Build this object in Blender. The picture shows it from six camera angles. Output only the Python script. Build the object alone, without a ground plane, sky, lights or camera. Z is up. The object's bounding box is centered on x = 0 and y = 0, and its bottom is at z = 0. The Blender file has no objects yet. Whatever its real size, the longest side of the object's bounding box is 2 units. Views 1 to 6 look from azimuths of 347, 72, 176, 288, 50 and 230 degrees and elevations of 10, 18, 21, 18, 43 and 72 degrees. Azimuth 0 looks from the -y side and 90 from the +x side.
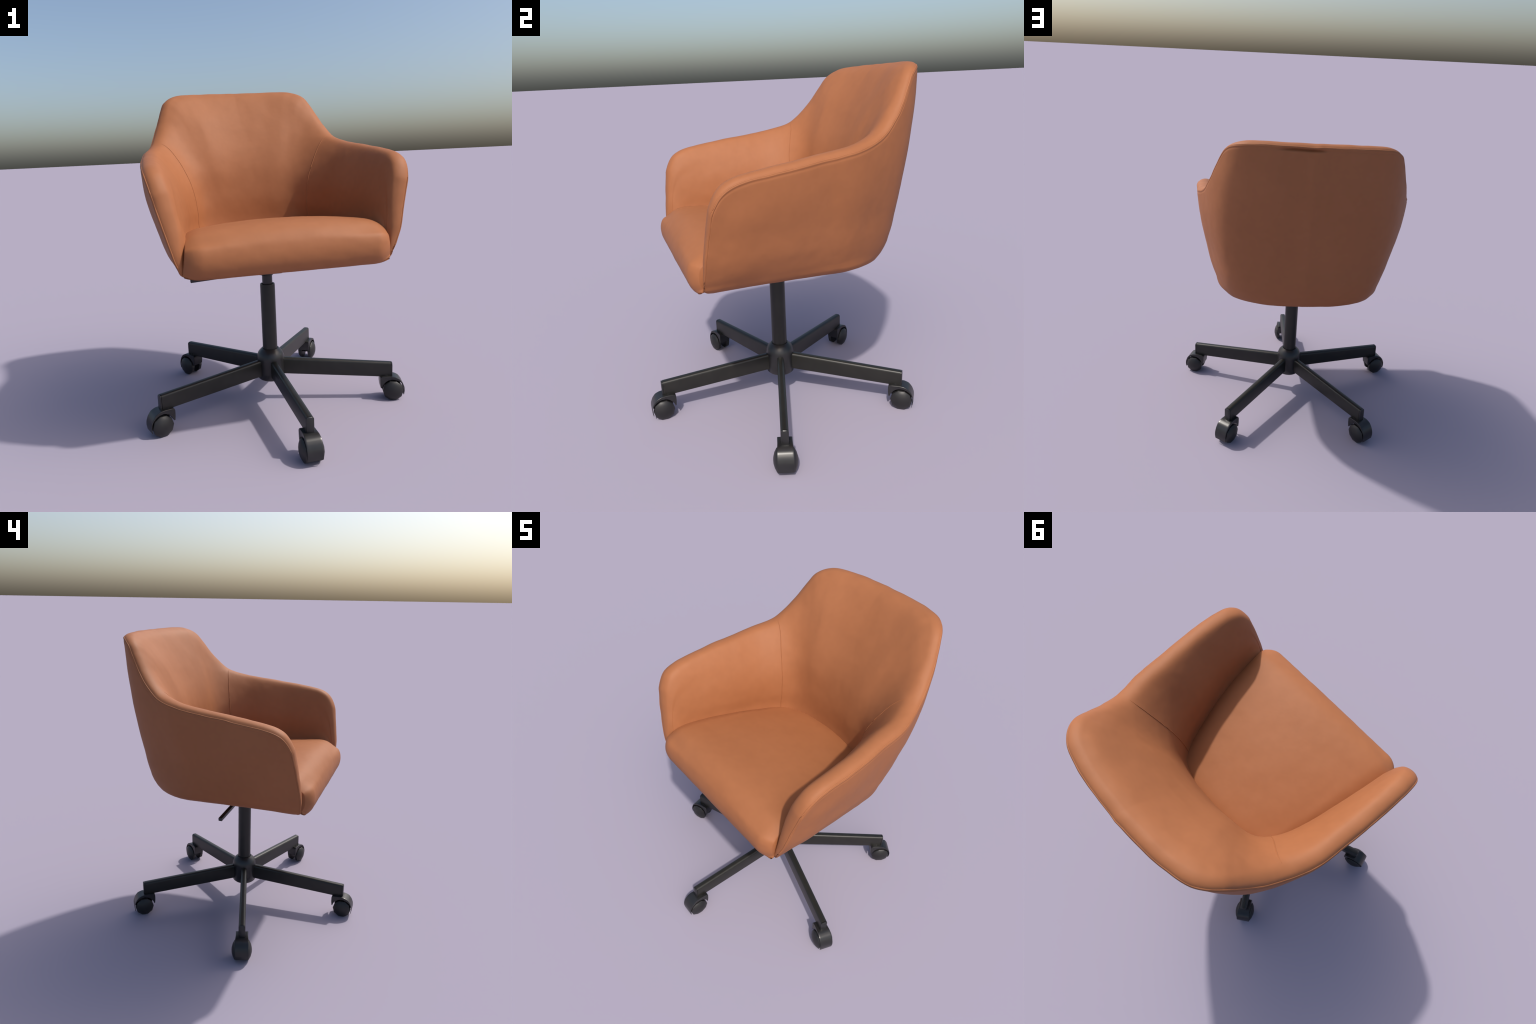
"""Tub-shaped swivel office chair: tan leather shell + seat cushion on a black
five-star base with twin-wheel casters.  Metres, z up, chair faces -y."""
import bpy, bmesh, math
import numpy as np
from mathutils import Vector, Matrix, noise

# ------------------------------------------------------------------ helpers
def spline(xs, ys, q):
    """Natural-ish cubic (monotone-free Catmull/Hermite) through (xs, ys rows) at q."""
    xs = np.asarray(xs, float); ys = np.asarray(ys, float); q = np.asarray(q, float)
    if ys.ndim == 1:
        ys = ys[:, None]
    h = np.diff(xs); d = np.diff(ys, axis=0) / h[:, None]
    m = np.empty_like(ys); m[0] = d[0]; m[-1] = d[-1]
    w = (h[1:] / (h[1:] + h[:-1]))[:, None]
    m[1:-1] = d[:-1] * w + d[1:] * (1 - w)
    i = np.clip(np.searchsorted(xs, q, 'right') - 1, 0, len(xs) - 2)
    t = ((q - xs[i]) / h[i])[:, None]; H = h[i][:, None]
    return ((2*t**3 - 3*t**2 + 1) * ys[i] + (t**3 - 2*t**2 + t) * H * m[i]
            + (-2*t**3 + 3*t**2) * ys[i+1] + (t**3 - t**2) * H * m[i+1])

def smoothstep(a, b, x):
    t = np.clip((np.asarray(x, float) - a) / (b - a), 0, 1)
    return t * t * (3 - 2 * t)

def unit(v):
    return v / np.maximum(np.linalg.norm(v, axis=-1, keepdims=True), 1e-9)

def mesh_object(name, verts, faces, material, parent=None, smooth=True, angle=None):
    me = bpy.data.meshes.new(name)
    me.from_pydata([tuple(map(float, v)) for v in verts], [], faces)
    me.validate()
    bm = bmesh.new(); bm.from_mesh(me)
    bmesh.ops.remove_doubles(bm, verts=bm.verts, dist=1e-5)
    bmesh.ops.recalc_face_normals(bm, faces=bm.faces)
    bm.to_mesh(me); bm.free()
    me.materials.append(material)
    if smooth:
        me.polygons.foreach_set('use_smooth', [True] * len(me.polygons))
        if angle is not None:
            me.set_sharp_from_angle(angle=math.radians(angle))
    ob = bpy.data.objects.new(name, me)
    bpy.context.collection.objects.link(ob)
    if parent is not None:
        ob.parent = parent
    return ob

def grid_faces(rows, cols, off=0, wrap=False):
    f = []
    for i in range(rows - 1):
        for j in range(cols if wrap else cols - 1):
            a = off + i * cols + j; b = off + i * cols + (j + 1) % cols
            f.append((a, b, b + cols, a + cols))
    return f

def lathe(name, profile, segments, material, parent, angle=35):
    """Revolve an (r, z) profile round z."""
    v, n = [], len(profile)
    for r, z in profile:
        for k in range(segments):
            a = 2 * math.pi * k / segments
            v.append((r * math.cos(a), r * math.sin(a), z))
    f = grid_faces(n, segments, wrap=True)
    f.append(tuple(range(segments)))
    f.append(tuple(range((n - 1) * segments, n * segments)))
    return mesh_object(name, v, f, material, parent, True, angle)

def bevel_object(ob, width, segments=2, angle=30):
    m = ob.modifiers.new('bevel', 'BEVEL'); m.width = width; m.segments = segments
    m.limit_method = 'ANGLE'; m.angle_limit = math.radians(angle)
    dg = bpy.context.evaluated_depsgraph_get()
    me = bpy.data.meshes.new_from_object(ob.evaluated_get(dg))
    ob.modifiers.clear(); old = ob.data; ob.data = me; me.name = ob.name
    bpy.data.meshes.remove(old)
    me.polygons.foreach_set('use_smooth', [True] * len(me.polygons))
    me.set_sharp_from_angle(angle=math.radians(35))

# ---------------------------------------------------------------- materials
def new_material(name):
    m = bpy.data.materials.new(name); m.use_nodes = True
    nt = m.node_tree; nt.nodes.clear()
    out = nt.nodes.new('ShaderNodeOutputMaterial')
    p = nt.nodes.new('ShaderNodeBsdfPrincipled')
    nt.links.new(p.outputs[0], out.inputs[0])
    return m, nt, p

def noise_node(nt, coord, scale, detail=4, rough=0.55):
    n = nt.nodes.new('ShaderNodeTexNoise')
    n.inputs['Scale'].default_value = scale
    n.inputs['Detail'].default_value = detail
    n.inputs['Roughness'].default_value = rough
    nt.links.new(coord, n.inputs['Vector'])
    return n

def ramp_node(nt, fac, stops):
    r = nt.nodes.new('ShaderNodeValToRGB'); e = r.color_ramp.elements
    for i, (pos, col) in enumerate(stops):
        el = e[i] if i < 2 else e.new(pos)
        el.position = pos; el.color = (*col, 1)
    nt.links.new(fac, r.inputs[0])
    return r

def leather_material():
    m, nt, p = new_material('tan_leather')
    tc = nt.nodes.new('ShaderNodeTexCoord').outputs['Object']
    big = noise_node(nt, tc, 2.2, 3)
    base = ramp_node(nt, big.outputs[0], [(0.3, LEATHER_LO), (0.7, LEATHER_HI)])
    fine = noise_node(nt, tc, 22, 5)
    var = ramp_node(nt, fine.outputs[0], [(0.3, (.97, .97, .97)), (0.7, (1.02, 1.02, 1.02))])
    mix = nt.nodes.new('ShaderNodeMix'); mix.data_type = 'RGBA'; mix.blend_type = 'MULTIPLY'
    mix.inputs[0].default_value = 1
    nt.links.new(base.outputs[0], mix.inputs[6]); nt.links.new(var.outputs[0], mix.inputs[7])
    nt.links.new(mix.outputs[2], p.inputs['Base Color'])
    p.inputs['Roughness'].default_value = 0.62
    p.inputs['Specular IOR Level'].default_value = 0.28
    soft = noise_node(nt, tc, 9, 3)
    grain = noise_node(nt, tc, 160, 3)
    b1 = nt.nodes.new('ShaderNodeBump'); b1.inputs['Strength'].default_value = 0.06
    b1.inputs['Distance'].default_value = 0.03
    nt.links.new(soft.outputs[0], b1.inputs['Height'])
    b2 = nt.nodes.new('ShaderNodeBump'); b2.inputs['Strength'].default_value = 0.03
    b2.inputs['Distance'].default_value = 0.003
    nt.links.new(grain.outputs[0], b2.inputs['Height'])
    nt.links.new(b1.outputs[0], b2.inputs['Normal'])
    nt.links.new(b2.outputs[0], p.inputs['Normal'])
    return m

def black_material(name, lo, hi, rough, metallic=0.0, spec=0.5, scale=14):
    m, nt, p = new_material(name)
    tc = nt.nodes.new('ShaderNodeTexCoord').outputs['Object']
    n = noise_node(nt, tc, scale, 4)
    r = ramp_node(nt, n.outputs[0], [(0.3, lo), (0.7, hi)])
    nt.links.new(r.outputs[0], p.inputs['Base Color'])
    p.inputs['Roughness'].default_value = rough
    p.inputs['Metallic'].default_value = metallic
    p.inputs['Specular IOR Level'].default_value = spec
    return m

LEATHER_LO = (0.302, 0.110, 0.042)
LEATHER_HI = (0.320, 0.119, 0.047)
LEATHER = leather_material()
STEEL = black_material('black_painted_steel', (.0125, .0122, .0100), (.0175, .0170, .0140), 0.40, 0, .42)
PLASTIC = black_material('black_plastic', (.0125, .0125, .0128), (.0175, .0172, .0175), 0.32)
RUBBER = black_material('black_tyre_plastic', (.0125, .0122, .0125), (.0175, .0170, .0172), 0.45, 0, .42)

# ------------------------------------------------------------- chair frame
chair = bpy.data.objects.new('swivel_office_chair', None)
bpy.context.collection.objects.link(chair)
chair['label'] = 'tan leather tub office chair on black five-star caster base'
chair['category'] = 'office chair'

# ------------------------------------------------------- upholstered shell
# Plan outline of the outer shell (half, x > 0) at several heights, from the arm
# front edge (k = 0) past the rear corner (k = 3..4) to the middle of the back (k = 6).
PLAN_Z = [.950, .975, 1.02, 1.10, 1.25, 1.40, 1.55, 1.75, 1.96]
PLAN = [
    [(.505, -.450), (.496, -.18), (.498, .12), (.468, .305), (.375, .425), (.205, .505), (0, .528)],
    [(.557, -.490), (.552, -.18), (.546, .12), (.516, .330), (.404, .492), (.230, .577), (0, .594)],
    [(.586, -.500), (.588, -.18), (.573, .12), (.537, .328), (.428, .534), (.234, .618), (0, .635)],
    [(.612, -.500), (.621, -.18), (.605, .115), (.566, .322), (.453, .552), (.244, .650), (0, .675)],
    [(.650, -.483), (.664, -.185), (.643, .10), (.605, .314), (.484, .570), (.256, .672), (0, .702)],
    [(.688, -.461), (.700, -.19), (.676, .09), (.643, .315), (.504, .590), (.264, .701), (0, .736)],
    [(.719, -.448), (.714, -.195), (.695, .085), (.660, .318), (.514, .611), (.271, .728), (0, .762)],
    [(.724, -.437), (.722, -.197), (.707, .082), (.668, .312), (.511, .637), (.279, .757), (0, .784)],
    [(.731, -.427), (.729, -.198), (.714, .090), (.676, .327), (.481, .674), (.277, .764), (0, .788)],
]
# Rim line on that surface: (k, z) from the lower front corner, up the arm front,
# round the arm corner, back along the arm and up to the top of the backrest.
RIM = [(0, .969), (0, 1.054), (0, 1.183), (0, 1.303), (0, 1.383), (.12, 1.455), (.33, 1.496), (.72, 1.522), (1.35, 1.546),
       (2.09, 1.570), (2.77, 1.592), (3.21, 1.625), (3.45, 1.676), (3.68, 1.776), (3.83, 1.872), (3.945, 1.933),
       (4.19, 1.963), (4.65, 1.975), (5.34, 1.977), (6, 1.976)]
# rim width and roll height along the same stations
RIM_W = [.020, .055, .085, .100, .108, .112, .114, .114, .114, .114, .114, .112, .108, .100, .095, .090, .088, .088, .090, .090]
RIM_H = [.004, .008, .012, .014, .016, .020, .023, .025, .026, .026, .026, .025, .023, .020, .019, .018, .017, .018, .019, .020]
# how far the padding swells inwards half way down the inside, same stations
SWELL = [0, 0, 0, 0, .003, .008, .014, .021, .031, .041, .048, .054, .061, .071, .083, .091, .096, .098, .098, .098]
# inner wall where it meets the seat (x, y, z), same stations
SEAT_LINE = [(.525, -.455, .99), (.528, -.465, 1.04), (.530, -.470, 1.10), (.530, -.455, 1.15), (.527, -.425, 1.175),
             (.523, -.395, 1.18), (.518, -.345, 1.178), (.508, -.260, 1.170), (.482, -.110, 1.150), (.448, .070, 1.135),
             (.415, .190, 1.122), (.380, .272, 1.113), (.348, .312, 1.108), (.318, .338, 1.105), (.288, .354, 1.103),
             (.255, .366, 1.102), (.218, .376, 1.100), (.165, .386, 1.098), (.085, .394, 1.098), (0, .396, 1.098)]
BOTTOM_K = [0, .04, .08, .14, .22, .34, .52, .80, 1.40, 2.09, 2.70, 3.10, 3.40, 3.66, 3.84, 4.0, 4.25, 4.65, 5.3, 6]

def outer_point(k, z):
    """Evaluate the outer shell surface at arrays k (outline index) and z."""
    k = np.clip(np.asarray(k, float), 0, 6); z = np.asarray(z, float)
    rows = np.stack([spline(np.arange(7), PLAN[i], k) for i in range(len(PLAN_Z))])
    out = np.empty((len(k), 3))
    for j in range(len(k)):
        out[j, :2] = spline(PLAN_Z, rows[:, j], [z[j]])[0]
    out[:, 0] += .011 * np.exp(-((k - .5) / .38) ** 2) * smoothstep(.98, 1.1, z) * smoothstep(1.5, 1.3, z)
    # the underside sags a little towards the back
    out[:, 2] = z - .024 * smoothstep(1.6, 4.2, k) * smoothstep(1.05, .95, z)
    return out

NS = 190                                    # columns along half the rim
st = np.arange(len(RIM))
# spread columns by arc length of the rim
fine = np.linspace(0, len(RIM) - 1, 1500)
rk = spline(st, RIM, fine)
rp = outer_point(rk[:, 0], rk[:, 1])
arc = np.concatenate([[0], np.cumsum(np.linalg.norm(np.diff(rp, axis=0), axis=1))])
T = np.interp(np.linspace(0, arc[-1], NS), arc, fine)
rim_kz = spline(st, RIM, T)
rim = outer_point(rim_kz[:, 0], rim_kz[:, 1])
width = spline(st, RIM_W, T)[:, 0]; roll = spline(st, RIM_H, T)[:, 0]
seat_line = spline(st, SEAT_LINE, T); kb = spline(st, BOTTOM_K, T)[:, 0]

tangent = unit(np.gradient(rim, axis=0))
# surface normal (outward) by finite differences
kk = np.clip(rim_kz[:, 0], .02, 5.98)
du = outer_point(kk + .02, rim_kz[:, 1]) - outer_point(kk - .02, rim_kz[:, 1])
dv = outer_point(kk, rim_kz[:, 1] + .01) - outer_point(kk, rim_kz[:, 1] - .01)
inward = unit(np.cross(du, dv)); inward *= np.sign(-(inward[:, :1] * rim[:, :1] + inward[:, 1:2] * (rim[:, 1:2] + .2)) + 1e-9)
inward[-1, 0] = 0
upward = unit(np.cross(tangent, inward))
flip = np.sign((upward * np.stack([0 * T, -1 + 0 * T, 1 + 0 * T], 1)).sum(1, keepdims=True)); upward *= flip
# make the roll purely vertical in the middle of the back
rows = []
# underside: from the centre line out to the bottom edge
bot = outer_point(kb, np.full(NS, .95))
centre = np.stack([0 * T, np.clip(bot[:, 1], -.40, .46) * .9, bot[:, 2] - .006 * smoothstep(2, 5, kb)], 1)
for s in (0, .35, .7, .93):
    p = centre * (1 - s) + bot * s
    rows.append(p)
# outer wall, rows closing up towards the seamed edge; a shallow gutter runs beside the
# piping
wall_h = np.linalg.norm(rim - bot, axis=1)
steps = list(np.linspace(0, 1, 30) ** 1.25 * .955) + [.965, .972, .978, .983, .987, .991, .995, 1.0]
for s in steps:
    k = kb * (1 - s) + rim_kz[:, 0] * s
    z = .950 * (1 - s) + rim_kz[:, 1] * s
    dist = (1 - s) * wall_h
    gutter = np.exp(-((dist - .011) / .006) ** 2) * .0018
    rows.append(outer_point(k, z) + inward * gutter[:, None])
# padded inner face: one smooth section from the seamed outer edge over the crest,
# down the inside and on below the seat
swell = spline(st, SWELL, T)
down = unit(seat_line - (rim + inward * width[:, None]))
shoulder = rim + inward * width[:, None] + down * .045
sec = [rim + inward * .003 + upward * .003,
       rim + inward * (width * .20)[:, None] + upward * (roll * .76)[:, None],
       rim + inward * (width * .50)[:, None] + upward * (roll * .94)[:, None],
       rim + inward * (width * .80)[:, None] + upward * (roll * .50)[:, None],
       shoulder + inward * swell * .28]
for q, bulge in ((.25, .88), (.50, 1.04), (.76, .66), (1.0, .05), (1.25, 0)):
    sec.append(shoulder * (1 - q) + seat_line * q + inward * swell * bulge)
sec_t = np.array([0, .6, 1.3, 2.0, 3.0, 4.2, 5.4, 6.6, 7.8, 9.0])
sec = np.stack(sec)
inner_q = np.concatenate([np.linspace(0, 3, 22), np.linspace(3, 9, 34)[1:]])
inner = np.stack([spline(sec_t, sec[:, j], inner_q) for j in range(NS)], axis=1)
n_outer = len(rows)
half = np.concatenate([np.stack(rows), inner])            # (rows, NS, 3)

def skew(p):
    """The real chair is not quite symmetric: shell sits a touch to -x, top more so,
    and its +x side stands slightly higher."""
    p = np.array(p, float)
    z = p[..., 2]
    p[..., 2] = z + .006 * p[..., 0] / .6 * smoothstep(1.0, 1.6, z)
    p[..., 0] += np.where(p[..., 0] > 0, .010, 0) * smoothstep(.15, -.15, p[..., 1]) * smoothstep(1.0, 1.15, z)
    p[..., 0] = p[..., 0] - .010 - .003 * smoothstep(1.1, 1.4, z) - .007 * smoothstep(1.75, 2.0, z)
    return p

def soften(p, amp=.0022, scale=7.0):
    """Slight unevenness of stuffed leather."""
    q = np.array(p, float).reshape(-1, 3)
    for i, v in enumerate(q):
        n = noise.noise_vector(Vector(v) * scale) * amp + noise.noise_vector(Vector(v) * scale * 2.7) * amp * .45
        q[i] = v + np.array(n)
    return q.reshape(np.shape(p))

full = np.concatenate([half * [-1, 1, 1], half[:, ::-1][:, 1:]], axis=1)
# even the padding out sideways (stuffing takes up the kinks), more so away from the edge
kern = np.exp(-.5 * (np.arange(-24, 25) / 8.0) ** 2); kern /= kern.sum()
for i in range(len(inner_q)):
    w = float(smoothstep(.8, 4.5, inner_q[i]))
    if w > 0:
        row = full[n_outer + i]
        pad = np.concatenate([2 * row[:1] - row[24:0:-1], row, 2 * row[-1:] - row[-2:-26:-1]])
        sm = np.stack([np.convolve(pad[:, c], kern, 'valid') for c in range(3)], 1)
        full[n_outer + i] = row * (1 - w) + sm * w
# the two arms are not padded alike: the one at +x is thinner, and the back is fuller at -x
ins = full[n_outer:]
depth = smoothstep(.8, 3.5, inner_q)[:, None] * smoothstep(8.2, 6.5, inner_q)[:, None]
ins[..., 0] += np.where(ins[..., 0] > 0, .010, 0) * smoothstep(.15, -.12, ins[..., 1]) * depth
ins[..., 1] -= .013 * np.exp(-((ins[..., 0] + .30) / .16) ** 2) * smoothstep(1.3, 1.5, ins[..., 2]) * smoothstep(1.95, 1.8, ins[..., 2]) * depth
# folded crease just under the top edge of the back, off centre
rim_row = full[n_outer - 1]
below = np.linalg.norm(full[:n_outer] - rim_row, axis=-1)
along = smoothstep(-.07, .02, rim_row[:, 0]) * smoothstep(.24, .12, rim_row[:, 0]) * (rim_row[:, 2] > 1.9)
full[:n_outer, :, 1] -= .020 * along * np.exp(-((below - .0105) / .0065) ** 2)
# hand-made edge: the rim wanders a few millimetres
wander = np.array([noise.noise(Vector(v) * 9) for v in rim_row])
near = np.exp(-(below / .05) ** 2)
full[:n_outer, :, 2] += .0035 * wander * near
ins[:, :, 2] += .0035 * wander * np.exp(-(np.linalg.norm(ins - rim_row, axis=-1) / .06) ** 2)
full = soften(skew(full), .0021)
R_, C_ = full.shape[:2]
# One continuous surface, then split into armrest / backrest along the inner seam column.
SEAM_T = 11.45
seam_col = int(np.argmin(np.abs(T - SEAM_T)))
whole = mesh_object('shell_surface', full.reshape(-1, 3), grid_faces(R_, C_), LEATHER)
wm = whole.data
# mesh_object merges doubles; look normals up by position
key = lambda v: (round(v[0], 4), round(v[1], 4), round(v[2], 4))
vn = {key(v.co): Vector(v.normal) for v in wm.vertices}

def sub_grid(name, c0, c1):
    g = full[:, c0:c1 + 1]
    me = bpy.data.meshes.new(name)
    pts = [tuple(map(float, v)) for v in g.reshape(-1, 3)]
    me.from_pydata(pts, [], [fc[::-1] for fc in grid_faces(g.shape[0], g.shape[1])])
    bm = bmesh.new(); bm.from_mesh(me)
    bmesh.ops.remove_doubles(bm, verts=bm.verts, dist=1e-5)
    bm.to_mesh(me); bm.free()
    me.materials.append(LEATHER)
    me.polygons.foreach_set('use_smooth', [True] * len(me.polygons))
    normals = [vn.get(key(v.co), Vector(v.normal)) for v in me.vertices]
    if sum(n.dot(v.normal) for n, v in zip(normals, me.vertices)) < 0:
        me.flip_normals()
    me.normals_split_custom_set_from_vertices([tuple(n) for n in normals])
    ob = bpy.data.objects.new(name, me); bpy.context.collection.objects.link(ob); ob.parent = chair
    return ob
sub_grid('armrest', 0, seam_col)
sub_grid('backrest', seam_col, C_ - 1 - seam_col)
sub_grid('armrest', C_ - 1 - seam_col, C_ - 1)
bpy.data.objects.remove(whole); bpy.data.meshes.remove(wm)

def tube(name, path, radius, mat, parent, n=8):
    path = np.asarray(path, float); t = unit(np.gradient(path, axis=0))
    ref = np.where(np.abs(t[:, 2:3]) > .9, [[1., 0, 0]], [[0, 0, 1.]])
    a = unit(np.cross(t, ref)); b = np.cross(t, a)
    rad = np.broadcast_to(np.asarray(radius, float), (len(path),))
    v = [path[i] + rad[i] * (math.cos(2*math.pi*k/n) * a[i] + math.sin(2*math.pi*k/n) * b[i]) for i in range(len(path)) for k in range(n)]
    f = grid_faces(len(path), n, wrap=True); f += [tuple(range(n)), tuple(range((len(path)-1)*n, len(path)*n))]
    return mesh_object(name, v, f, mat, parent)
# piping bead along the outer edge and sewn seams on the inside
edge = full[n_outer]
tube('piping', edge + np.concatenate([inward * [-1, 1, 1], inward[::-1][1:]]) * .0040, .0046 + .0016 * np.array([noise.noise(Vector(v) * 14) for v in edge]), LEATHER, chair)
for c in (seam_col, C_ - 1 - seam_col):
    path = full[n_outer + 13:-6, c]
    tube('seam', path, .0026 * np.minimum(1, .25 + np.arange(len(path)) / 8), LEATHER, chair, 6)

# ------------------------------------------------------------ seat cushion
# side profile (y, z, half width) from under the back, over the top, round the front
SEAT = [(.40, .957, .40), (.44, 1.00, .42), (.44, 1.07, .40), (.38, 1.120, .40), (.25, 1.145, .43), (.10, 1.168, .46), (-.05, 1.188, .49),
        (-.20, 1.205, .515), (-.35, 1.215, .530), (-.44, 1.209, .538), (-.502, 1.182, .540), (-.543, 1.140, .545), (-.562, 1.09, .550),
        (-.567, 1.04, .554), (-.557, .995, .558), (-.532, .960, .560), (-.497, .955, .538), (-.30, .955, .48), (0, .955, .46), (.40, .957, .40)]
NP, NX = 120, 61
cu = np.linspace(0, len(SEAT) - 1, NP)
prof = spline(np.arange(len(SEAT)), SEAT, cu)
xs = np.linspace(-1, 1, NX)
e = np.sign(xs) * (1 - (1 - np.abs(xs)) ** 1.35)      # denser towards the sides
V = []
ty = np.gradient(prof[:, 0]); tz = np.gradient(prof[:, 1]); L = np.hypot(ty, tz)
ny, nz = tz / L, -ty / L                              # outward in the y-z plane
mid = np.array([-.05, 1.07])
sgn = np.sign(ny * (prof[:, 0] - mid[0]) + nz * (prof[:, 1] - mid[1])); ny *= sgn; nz *= sgn
for i, (y, z, w) in enumerate(prof):
    top = smoothstep(.2, .8, nz[i])
    for q in e:
        crown = .038 * top * q ** 2 + (.026 * (1 - top) + .020) * max(0, (abs(q) - .82) / .18) ** 2.2
        crown *= 1 - .6 * float(smoothstep(-.55, -.95, nz[i]))
        V.append((q * w, y - ny[i] * crown, z - nz[i] * crown))
F = grid_faces(NP, NX)
for c in (0, NX - 1):
    F.append(tuple(i * NX + c for i in range(NP - 1)))
cushion = mesh_object('seat_cushion', soften(skew(np.array(V))), F, LEATHER, chair)

# ------------------------------------------------------- under-seat parts
HUB = Vector((0, .049, 0))
mech = bpy.data.objects.new('tilt_mechanism', None); bpy.context.collection.objects.link(mech); mech.parent = chair
def box(name, size, loc, mat, parent, bev=.006, rot=None):
    x, y, z = (s / 2 for s in size)
    v = [(sx * x, sy * y, sz * z) for sx in (-1, 1) for sy in (-1, 1) for sz in (-1, 1)]
    f = [(0, 1, 3, 2), (4, 6, 7, 5), (0, 4, 5, 1), (2, 3, 7, 6), (0, 2, 6, 4), (1, 5, 7, 3)]
    ob = mesh_object(name, v, f, mat, parent)
    if bev: bevel_object(ob, bev)
    ob.location = loc
    if rot is not None: ob.rotation_euler = rot
    return ob
box('mounting_plate', (.34, .38, .02), (0, .05, .939), STEEL, mech)
box('mechanism_housing', (.16, .22, .085), (0, .05, .888), STEEL, mech, .012)
# height lever
tip, root = Vector((-.479, .055, .828)), Vector((-.04, .05, .852))
d = (root - tip)
lev = box('height_lever', (d.length, .026, .022), (tip + root) / 2, PLASTIC, mech, .004)
lev.rotation_euler = d.to_track_quat('X', 'Z').to_euler()

# --------------------------------------------------------------- gas column
column = bpy.data.objects.new('gas_column', None); bpy.context.collection.objects.link(column)
column.parent = chair; column.location = HUB
lathe('column_tube', [(.046, .30), (.0465, .32), (.0465, .760), (.0445, .768), (.036, .768), (.036, .752), (.0335, .750)], 48, STEEL, column, 30)
lathe('piston_rod', [(.032, .70), (.032, .86)], 40, PLASTIC, column, 30)
lathe('column_collar', [(.036, .822), (.041, .830), (.046, .85), (.046, .87)], 40, STEEL, column, 30)

# ---------------------------------------------------------- five-star base
base = bpy.data.objects.new('star_base', None); bpy.context.collection.objects.link(base)
base.parent = chair; base.location = HUB
lathe('base_hub', [(.055, .146), (.076, .146), (.086, .156), (.0875, .20), (.086, .25), (.089, .275), (.087, .297),
                   (.077, .322), (.060, .340), (.052, .347), (.047, .345)], 48, PLASTIC, base, 50)

def arm_mesh():
    """Rectangular steel tube, rounded top, tapering slightly outwards; along +x."""
    hw = .0215
    def section(r, zt, zb, inset=0):
        w = hw - inset; zt -= inset; zb += inset; pts = []
        cr, cb = .015, .006
        for cx, cz, a0, rad in ((w - cr, zt - cr, 0, cr), (-w + cr, zt - cr, 90, cr), (-w + cb, zb + cb, 180, cb), (w - cb, zb + cb, 270, cb)):
            for j in range(5):
                a = math.radians(a0 + 90 * j / 4)
                pts.append((r, cx + rad * math.cos(a), cz + rad * math.sin(a)))
        return pts
    v = []; R0, R1 = .06, .758
    for r in np.linspace(R0, R1, 9):
        t = (r - R0) / (R1 - R0)
        v += section(r, .283 * (1 - t) + .238 * t, .177 * (1 - t) + .143 * t)
    n = 20; f = grid_faces(9, n, wrap=True); f.append(tuple(range(n))); f.append(tuple(range(8 * n, 9 * n)))
    return v, f
v, f = arm_mesh()
arm0 = mesh_object('base_arm', v, f, STEEL, base, True, 40)

def cap_mesh():
    """Plastic plug closing the tube end, with a thin shadow gap behind it."""
    v = []
    for r, ins in ((.750, .004), (.7605, .004), (.7605, .0005), (.765, .0005), (.7675, .003)):
        w, zt, zb = .0215 - ins, .2375 - ins, .1425 + ins
        cr = .013
        for cx, cz, a0, rad in ((w - cr, zt - cr, 0, cr), (-w + cr, zt - cr, 90, cr), (-w + .005, zb + .005, 180, .005), (w - .005, zb + .005, 270, .005)):
            for j in range(5):
                a = math.radians(a0 + 90 * j / 4)
                v.append((r, cx + rad * math.cos(a), cz + rad * math.sin(a)))
    n = 20; f = grid_faces(5, n, wrap=True); f.append(tuple(range(n))); f.append(tuple(range(4 * n, 5 * n)))
    return v, f
v, f = cap_mesh()
cap0 = mesh_object('end_cap', v, f, PLASTIC, base, True, 40)

# caster: hood (fender sheet arching over the wheels), stem, axle, two wheels
def hood_mesh():
    """Fender block: outer profile in (radius, z, half width), hollowed round the wheels."""
    prof = [(.692, .078, .041), (.689, .105, .041), (.689, .138, .041), (.697, .149, .040), (.745, .152, .040),
            (.780, .150, .042), (.808, .137, .044), (.827, .113, .044), (.838, .085, .044), (.840, .060, .044), (.836, .034, .043)]
    st_ = np.arange(len(prof)); fine_ = np.linspace(0, len(prof) - 1, 31)
    q = .5 * spline(st_, prof, fine_) + .5 * np.stack([np.interp(fine_, st_, np.array(prof)[:, c]) for c in range(3)], 1)
    cen = np.array([.768, .063]); v = []; cols = 15
    cs = np.sin(np.linspace(-math.pi / 2, math.pi / 2, cols))
    for layer in (0, 1):
        for r, z, w in q:
            d = np.array([r, z]) - cen; L = np.linalg.norm(d); d = d / L
            for c in cs:
                edge = .002 * max(0, (abs(c) - .94) / .06) ** 2
                p = cen + d * ((L - edge) if layer == 0 else min(.0705, L - .004))
                v.append((p[0], c * w, p[1]))
    n = len(q); f = grid_faces(n, cols) + grid_faces(n, cols, off=n * cols)
    o = n * cols
    for i in range(n - 1):
        for c in (0, cols - 1):
            a = i * cols + c; f.append((a, a + cols, a + cols + o, a + o))
    for c in range(cols - 1):
        for i in (0, n - 1):
            a = i * cols + c; f.append((a, a + 1, a + 1 + o, a + o))
    return v, f
caster0 = bpy.data.objects.new('caster', None); bpy.context.collection.objects.link(caster0); caster0.parent = chair; caster0.location = HUB
v, f = hood_mesh()
hood0 = mesh_object('caster_hood', v, f, PLASTIC, caster0, True, 34)

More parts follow.
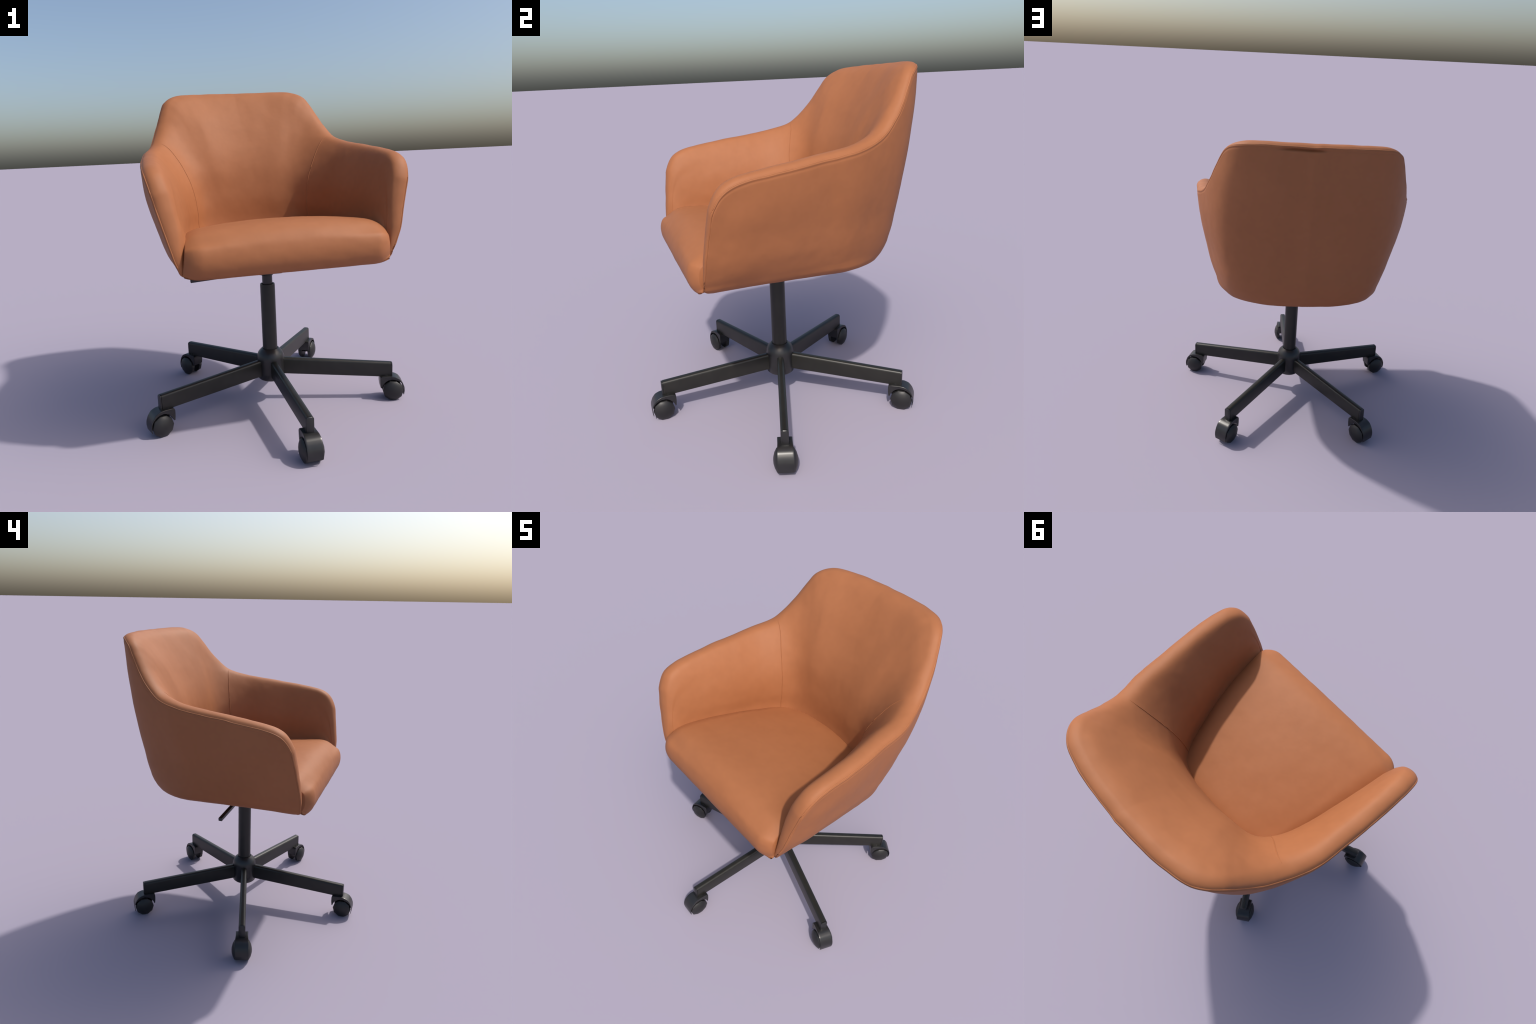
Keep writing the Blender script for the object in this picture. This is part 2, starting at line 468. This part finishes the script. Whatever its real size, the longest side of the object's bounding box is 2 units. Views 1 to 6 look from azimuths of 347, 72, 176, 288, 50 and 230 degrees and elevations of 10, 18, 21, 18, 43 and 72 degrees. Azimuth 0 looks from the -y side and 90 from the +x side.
def wheel_mesh(side):
    """Ten-sided domed disc wheel, axle along y."""
    rw, n = .0640, 10
    prof = [(.0, .023), (.050, .023), (rw - .002, .0235), (rw, .026), (rw, .044), (rw - .002, .047), (.042, .058), (.018, .0645), (.0, .066)]
    v = []
    for r, t in prof:
        for k in range(n):
            a = 2 * math.pi * (k + .5) / n - math.pi / 2
            v.append((.768 + r * math.cos(a), side * t, rw * math.cos(math.pi / n) + r * math.sin(a)))
    f = grid_faces(len(prof), n, wrap=True)
    return v, f
wheels0 = []
for side in (-1, 1):
    v, f = wheel_mesh(side)
    wheels0.append(mesh_object('caster_wheel', v, f, RUBBER, caster0, True, 30))
# axle block between the wheels and stem up into the arm
def axle_mesh():
    v = []; n = 16
    for t in (-.024, .024):
        for k in range(n):
            a = 2 * math.pi * k / n
            v.append((.768 + .020 * math.cos(a), t, .062 + .022 * math.sin(a)))
    f = grid_faces(2, n, wrap=True); f += [tuple(range(n)), tuple(range(n, 2 * n))]
    return v, f
v, f = axle_mesh(); axle0 = mesh_object('caster_axle', v, f, PLASTIC, caster0, True, 40)
def stem_mesh():
    v = []; n = 18
    for r, z in ((.016, .09), (.018, .148), (.024, .150), (.024, .158), (.012, .160)):
        for k in range(n):
            a = 2 * math.pi * k / n; v.append((.728 + r * math.cos(a), r * math.sin(a), z))
    f = grid_faces(5, n, wrap=True); f += [tuple(range(n)), tuple(range(4 * n, 5 * n))]
    return v, f
v, f = stem_mesh(); stem0 = mesh_object('caster_stem', v, f, PLASTIC, caster0, True, 40)

PHI = math.radians(-17.9)
def copy_tree(ob, parent):
    c = ob.copy(); bpy.context.collection.objects.link(c); c.parent = parent
    return c
arms, caps, casters = [arm0], [cap0], [caster0]
for i in range(1, 5):
    arms.append(copy_tree(arm0, base)); caps.append(copy_tree(cap0, base))
    c = copy_tree(caster0, chair)
    for part in (hood0, *wheels0, axle0, stem0):
        copy_tree(part, c)
    casters.append(c)
for i in range(5):
    ang = PHI + i * 2 * math.pi / 5
    arms[i].rotation_euler = caps[i].rotation_euler = (0, 0, ang); casters[i].rotation_euler = (0, 0, ang)
